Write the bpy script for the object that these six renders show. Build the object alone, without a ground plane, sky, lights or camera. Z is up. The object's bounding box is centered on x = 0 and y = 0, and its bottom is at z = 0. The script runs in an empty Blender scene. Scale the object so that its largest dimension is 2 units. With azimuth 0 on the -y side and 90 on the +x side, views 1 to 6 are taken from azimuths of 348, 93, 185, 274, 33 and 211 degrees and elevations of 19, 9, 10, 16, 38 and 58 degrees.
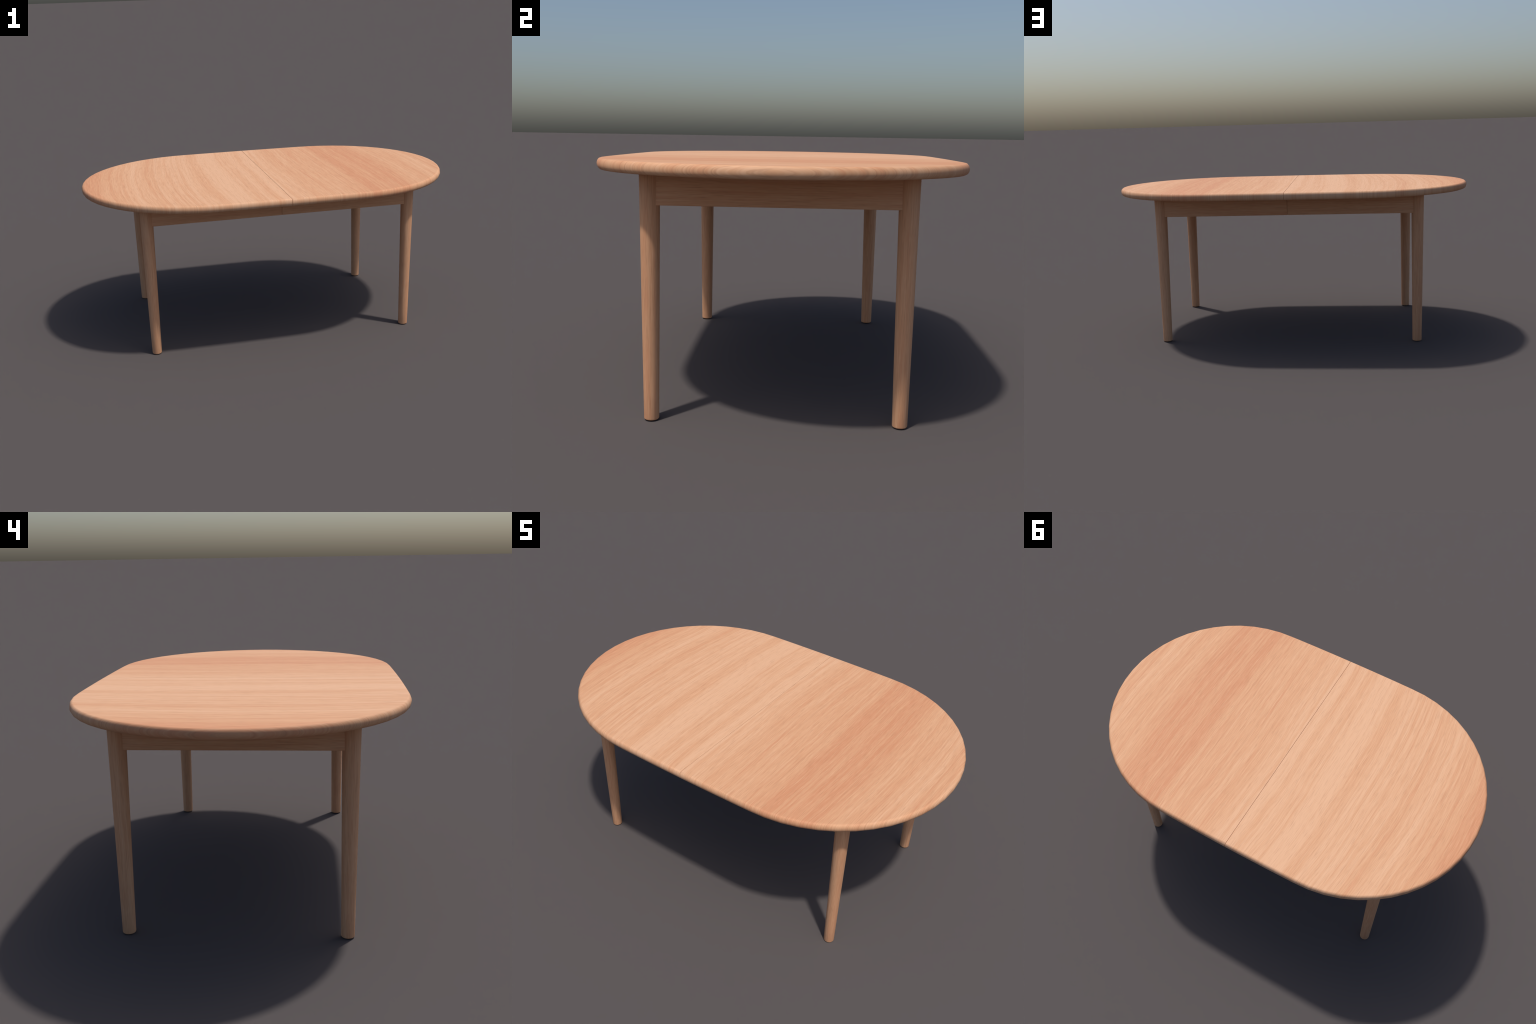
import bpy, bmesh, math
from mathutils import Vector

# ------------------------------------------------------------------ sizes (m)
TOP_Z      = 0.8390     # table height
NOSE_UP    = 0.0187     # edge nose to top face
NOSE_DOWN  = 0.0188     # edge nose to underside
INSET_UP   = 0.0134     # how far the edge rounds in towards the top
INSET_DOWN = 0.0145     # ... and towards the underside
ARC_X      = 0.364      # centre of the round ends
ARC_R      = 0.636      # radius of the round ends
ARC_SEG    = 26         # facets per round end
SIDE_BULGE = 0.0040     # the long sides swell this much at the seam
SIDE_SEG   = 5
SEAM       = 0.0006    # half gap between the two leaves
UNDER_Z    = TOP_Z - NOSE_UP - NOSE_DOWN

LEG_X, LEG_Y = 0.6915, 0.4028
LEG_R_TOP, LEG_R_LOW = 0.0330, 0.0246

APRON_LOW  = 0.7003
APRON_HIGH = UNDER_Z + 0.001
APRON_T    = 0.026
FACE_X     = LEG_X + 0.0212     # outer face of the end aprons
FACE_Y     = LEG_Y + 0.0212     # outer face of the side aprons


# ------------------------------------------------------------------ materials
class Nodes:
    def __init__(self, name):
        self.mat = bpy.data.materials.new(name)
        self.mat.use_nodes = True
        self.t = self.mat.node_tree
        self.t.nodes.clear()

    def new(self, kind, **props):
        n = self.t.nodes.new(kind)
        for k, v in props.items():
            setattr(n, k, v)
        return n

    def link(self, a, b):
        self.t.links.new(a, b)

    def put(self, sock, v):
        if hasattr(v, "is_output"):
            self.link(v, sock)
        else:
            sock.default_value = v

    def math(self, op, a, b=0.0, c=0.0, clamp=False):
        n = self.new("ShaderNodeMath", operation=op, use_clamp=clamp)
        for i, v in enumerate((a, b, c)):
            self.put(n.inputs[i], v)
        return n.outputs[0]

    def noise(self, vec, scale=1.0, detail=2.0, rough=0.5, distort=0.0, w=None):
        n = self.new("ShaderNodeTexNoise", noise_dimensions='4D' if w is not None else '3D')
        self.link(vec, n.inputs["Vector"])
        if w is not None:
            self.put(n.inputs["W"], w)
        n.inputs["Scale"].default_value = scale
        n.inputs["Detail"].default_value = detail
        n.inputs["Roughness"].default_value = rough
        n.inputs["Distortion"].default_value = distort
        return n.outputs["Fac"]

    def xyz(self, x, y, z):
        n = self.new("ShaderNodeCombineXYZ")
        for i, v in enumerate((x, y, z)):
            self.put(n.inputs[i], v)
        return n.outputs[0]

    def span(self, v, lo, hi, a=0.0, b=1.0):
        n = self.new("ShaderNodeMapRange", interpolation_type='SMOOTHSTEP')
        self.link(v, n.inputs[0])
        for i, q in enumerate((lo, hi, a, b)):
            n.inputs[i + 1].default_value = q
        return n.outputs[0]

    def ramp(self, fac, stops, mode='LINEAR'):
        n = self.new("ShaderNodeValToRGB")
        cr = n.color_ramp
        cr.interpolation = mode
        while len(cr.elements) < len(stops):
            cr.elements.new(0.5)
        for e, (p, c) in zip(cr.elements, stops):
            e.position = p
            e.color = (c, c, c, 1) if isinstance(c, float) else (*c, 1)
        self.link(fac, n.inputs[0])
        return n.outputs[0]

    def mix(self, fac, a, b, mode='MIX'):
        n = self.new("ShaderNodeMix", data_type='RGBA', blend_type=mode)
        self.put(n.inputs[0], fac)
        for s, v in ((n.inputs[6], a), (n.inputs[7], b)):
            if hasattr(v, "is_output"):
                self.link(v, s)
            else:
                s.default_value = (*v, 1)
        return n.outputs[2]


PALE   = (0.668, 0.392, 0.238)     # honey-pale wood between the growth bands
MIDDLE = (0.615, 0.328, 0.182)
RED    = (0.562, 0.254, 0.134)     # reddish late-wood


def oak(name, grain, stripes=None, bow=0.0, contrast=1.0, tint=1.0):
    """Lightly soaped oak. grain = axis the fibres run along. stripes = list of
    (position across the grain, redness) for boards with broad colour bands."""
    N = Nodes(name)
    co = N.new("ShaderNodeTexCoord").outputs["Object"]
    sep = N.new("ShaderNodeSeparateXYZ")
    N.link(co, sep.inputs[0])
    ax = dict(zip("xyz", sep.outputs))
    along = ax[grain]
    if stripes:
        across, depth = ax["x"], 0.0
        w = 0.0
    else:
        rest = [a for a in "xyz" if a != grain]
        across, depth = ax[rest[0]], ax[rest[1]]
        w = N.math('MULTIPLY', N.new("ShaderNodeObjectInfo").outputs["Random"], 37.0)

    # fibres wander and bow a little along the board
    drift = N.noise(N.xyz(N.math('MULTIPLY', across, 2.2), N.math('MULTIPLY', along, 1.7), depth),
                    1.0, 2.0, 0.5, w=w)
    drift = N.math('MULTIPLY', N.math('SUBTRACT', drift, 0.5), 0.045 if stripes else 0.03)
    ripple = N.noise(N.xyz(N.math('MULTIPLY', across, 14.0), N.math('MULTIPLY', along, 11.0), depth),
                     1.0, 2.0, 0.5, w=w)
    ripple = N.math('MULTIPLY', N.math('SUBTRACT', ripple, 0.5), 0.0016 if stripes else 0.001)
    u = N.math('ADD', across, N.math('ADD', drift, ripple))
    if bow:
        curve = N.math('MULTIPLY_ADD', across, -3.0 * bow, bow)     # stronger towards one end
        u = N.math('SUBTRACT', u, N.math('MULTIPLY', N.math('MULTIPLY', along, along), curve))

    def streak(ku, ka, detail, rough, seed):
        return N.noise(N.xyz(N.math('MULTIPLY', u, ku),
                             N.math('MULTIPLY', along, ka),
                             N.math('MULTIPLY_ADD', depth, ku, seed)), 1.0, detail, rough, w=w)

    broad = streak(24.0, 0.4, 3.0, 0.6, 1.7)
    mid   = streak(95.0, 1.3, 3.0, 0.65, 5.1)
    fine  = streak(270.0, 7.0, 3.0, 0.65, 9.3)
    pores = streak(360.0, 14.0, 2.0, 0.65, 13.9)

    if stripes:
        pos = N.span(u, -1.05, 1.05)
        n = pos.node
        n.interpolation_type = 'LINEAR'
        base = N.ramp(pos, [((x + 1.05) / 2.1, r) for x, r in stripes], 'LINEAR')
        red = N.math('ADD', base, N.math('MULTIPLY', N.math('SUBTRACT', broad, 0.5), 0.9))
        # veneer strips: narrow, with crisp edges; and one leaf a shade redder than the other
        strip = N.span(streak(42.0, 0.22, 1.0, 0.5, 31.7), 0.44, 0.56)
        red = N.math('ADD', red, N.math('MULTIPLY', N.math('SUBTRACT', strip, 0.5), 0.17))
        red = N.math('ADD', red, N.math('MULTIPLY_ADD', N.math('GREATER_THAN', across, 0.0), 0.11, -0.05))
    else:
        red = N.math('ADD', 0.52, N.math('MULTIPLY', N.math('SUBTRACT', broad, 0.5), 1.3))
    red = N.math('ADD', red, N.math('MULTIPLY', N.math('SUBTRACT', mid, 0.5), 1.0 * contrast))
    crisp = N.span(fine, 0.36, 0.64)
    red = N.math('ADD', red, N.math('MULTIPLY', N.math('SUBTRACT', crisp, 0.5), 0.34 * contrast), clamp=True)
    col = N.ramp(red, [(0.0, PALE), (0.5, MIDDLE), (1.0, RED)])

    # thin long darker growth lines
    line = N.math('MULTIPLY', N.span(streak(190.0, 1.8, 2.0, 0.5, 21.3), 0.58, 0.68), 0.19 * contrast)
    col = N.mix(line, col, (0.44, 0.205, 0.108))
    # pores: short thin darker dashes; fibres catch a paler fleck between them
    dash = N.math('MULTIPLY', N.span(pores, 0.52, 0.70), 0.36 * contrast)
    col = N.mix(dash, col, (0.36, 0.175, 0.095))
    fleck = N.math('MULTIPLY', N.span(pores, 0.48, 0.28), 0.36 * contrast)
    col = N.mix(fleck, col, (0.74, 0.43, 0.27))
    if tint != 1.0:
        col = N.mix(1.0, col, (tint, tint, tint), 'MULTIPLY')

    bsdf = N.new("ShaderNodeBsdfPrincipled")
    N.link(col, bsdf.inputs["Base Color"])
    bsdf.inputs["Roughness"].default_value = 0.68
    bsdf.inputs["Specular IOR Level"].default_value = 0.25
    bump = N.new("ShaderNodeBump")
    bump.inputs["Strength"].default_value = 0.10
    bump.inputs["Distance"].default_value = 0.0006
    N.link(fine, bump.inputs["Height"])
    N.link(bump.outputs[0], bsdf.inputs["Normal"])
    out = N.new("ShaderNodeOutputMaterial")
    N.link(bsdf.outputs[0], out.inputs[0])
    return N.mat


TOP_WOOD = oak("oak_top", "y", bow=0.04, stripes=[
    (-1.04, 0.86), (-0.95, 0.76), (-0.88, 0.50), (-0.82, 0.62), (-0.73, 0.32), (-0.65, 0.54),
    (-0.55, 0.26), (-0.34, 0.38), (-0.30, 0.08), (-0.23, 0.0), (-0.19, 0.38),
    (-0.12, 0.26), (-0.08, 0.40), (-0.04, 0.16), (0.03, 0.14), (0.08, 0.24), (0.14, 0.46), (0.20, 0.36), (0.28, 0.54),
    (0.35, 0.40), (0.39, 0.58), (0.44, 0.74), (0.50, 0.82), (0.57, 0.68), (0.64, 0.82),
    (0.68, 0.56), (0.72, 0.42), (0.78, 0.54), (0.86, 0.32), (0.92, 0.46), (1.03, 0.34)])
LEG_WOOD   = oak("oak_leg", "z")
SIDE_WOOD  = oak("oak_side_rail", "x")
END_WOOD   = oak("oak_end_rail", "y")


# ------------------------------------------------------------------ helpers
def finish(bm, name, mat, parent, sharp=35.0, loc=(0, 0, 0)):
    bmesh.ops.recalc_face_normals(bm, faces=bm.faces)
    lim = math.radians(sharp)
    for f in bm.faces:
        f.smooth = True
    for e in bm.edges:
        if len(e.link_faces) == 2 and e.calc_face_angle(0) > lim:
            e.smooth = False
    me = bpy.data.meshes.new(name)
    bm.to_mesh(me)
    bm.free()
    me.materials.append(mat)
    ob = bpy.data.objects.new(name, me)
    ob.location = loc
    ob.parent = parent
    bpy.context.collection.objects.link(ob)
    return ob


def edge_profile(steps=10):
    """(inset, z) from the rim of the top face, round the nose, to the underside."""
    out = [(INSET_UP + 0.02, TOP_Z), (INSET_UP + 0.003, TOP_Z)]
    for i in range(steps + 1):
        a = math.pi / 2 * (1 - i / steps)
        out.append((INSET_UP * (1 - math.cos(a)), TOP_Z - NOSE_UP * (1 - math.sin(a))))
    for i in range(1, steps + 1):
        a = math.pi / 2 * i / steps
        out.append((INSET_DOWN * (1 - math.cos(a)), TOP_Z - NOSE_UP - NOSE_DOWN * math.sin(a)))
    out += [(INSET_DOWN + 0.003, UNDER_Z), (INSET_DOWN + 0.02, UNDER_Z)]
    return out


def tabletop_leaf(side, parent):
    """Half of the oblong top: a faintly swelling side from the seam, then a half round."""
    bm = bmesh.new()
    soft = 0.0008                                  # eased arris along the seam

    def half_width(x, r):
        return r + SIDE_BULGE * (1 - (x / ARC_X) ** 2)

    rings = []
    for ins, z in edge_profile():
        r = ARC_R - ins
        run = [(x, half_width(x, r)) for x in
               [SEAM + soft] + [ARC_X * k / SIDE_SEG for k in range(1, SIDE_SEG)]]
        arc = [-math.pi / 2 + math.pi * i / ARC_SEG for i in range(ARC_SEG + 1)]
        pts = [(x, -y) for x, y in run]
        pts += [(ARC_X + r * math.cos(a), r * math.sin(a)) for a in arc]
        pts += [(x, y) for x, y in reversed(run)]
        lip_y = half_width(0, r) - (soft if ins < INSET_UP * 0.9 else 0)
        lip_z = min(max(z, UNDER_Z + soft), TOP_Z - soft)
        ring = [(SEAM, -lip_y, lip_z)] + [(x, y, z) for x, y in pts] + [(SEAM, lip_y, lip_z)]
        rings.append([bm.verts.new((side * x, y, q)) for x, y, q in ring])
    for a, b in zip(rings, rings[1:]):
        for i in range(len(a) - 1):
            bm.faces.new((a[i], a[i + 1], b[i + 1], b[i]))
    for ring in (rings[0], rings[-1]):             # faces, with the eased strip apart
        bm.faces.new(ring[1:-1])
        bm.faces.new((ring[0], ring[1], ring[-2], ring[-1]))
    wall = [r[0] for r in rings] + [r[-1] for r in reversed(rings)]
    bm.faces.new(wall)
    return finish(bm, "tabletop_leaf", TOP_WOOD, parent, sharp=30.0)


def leg_mesh():
    bm = bmesh.new()
    seg = 32
    top = UNDER_Z + 0.0008
    prof = [(LEG_R_TOP, top)]
    for i in range(1, 8):
        t = i / 8
        prof.append((LEG_R_TOP + (LEG_R_LOW - LEG_R_TOP) * t, top + (0.005 - top) * t))
    ease = 0.0045
    for i in range(6):
        a = math.pi / 2 * i / 5
        prof.append((LEG_R_LOW - ease * (1 - math.cos(a)), ease * (1 - math.sin(a))))
    rings = [[bm.verts.new((r * math.cos(2 * math.pi * k / seg), r * math.sin(2 * math.pi * k / seg), z))
              for k in range(seg)] for r, z in prof]
    for a, b in zip(rings, rings[1:]):
        for k in range(seg):
            bm.faces.new((a[k], a[(k + 1) % seg], b[(k + 1) % seg], b[k]))
    bm.faces.new(rings[0])
    bm.faces.new(rings[-1])
    return bm


def board(lo, hi, ease=0.0018):
    """A planed board between two corners with eased edges."""
    bm = bmesh.new()
    bmesh.ops.create_cube(bm, size=1.0)
    for v in bm.verts:
        v.co = Vector([l + (h - l) * (c + 0.5) for l, h, c in zip(lo, hi, v.co)])
    bmesh.ops.bevel(bm, geom=list(bm.edges), offset=ease, segments=3, profile=0.5, affect='EDGES')
    return bm


# ------------------------------------------------------------------ build
table = bpy.data.objects.new("dining_table", None)
table["label"] = "oblong extendable dining table of pale pinkish oak"
table["category"] = "dining table"
bpy.context.collection.objects.link(table)

for side in (-1, 1):
    tabletop_leaf(side, table)

first = finish(leg_mesh(), "leg", LEG_WOOD, table, sharp=50.0, loc=(LEG_X, LEG_Y, 0))
for k, (sx, sy) in enumerate(((1, -1), (-1, 1), (-1, -1))):
    ob = first.copy()
    ob.location = (sx * LEG_X, sy * LEG_Y, 0)
    ob.rotation_euler.z = 1.3 * (k + 1)
    bpy.context.collection.objects.link(ob)

gap = 0.0005
end = LEG_X - 0.008                                # aprons are tenoned into the legs
for sy in (-1, 1):
    ys = sorted((sy * FACE_Y, sy * (FACE_Y - APRON_T)))
    for sx in (-1, 1):
        xs = sorted((sx * gap, sx * end))
        finish(board((xs[0], ys[0], APRON_LOW), (xs[1], ys[1], APRON_HIGH)),
               "side_apron", SIDE_WOOD, table)
end = LEG_Y - 0.008
for sx in (-1, 1):
    xs = sorted((sx * FACE_X, sx * (FACE_X - APRON_T)))
    finish(board((xs[0], -end, APRON_LOW), (xs[1], end, APRON_HIGH)),
           "end_apron", END_WOOD, table)
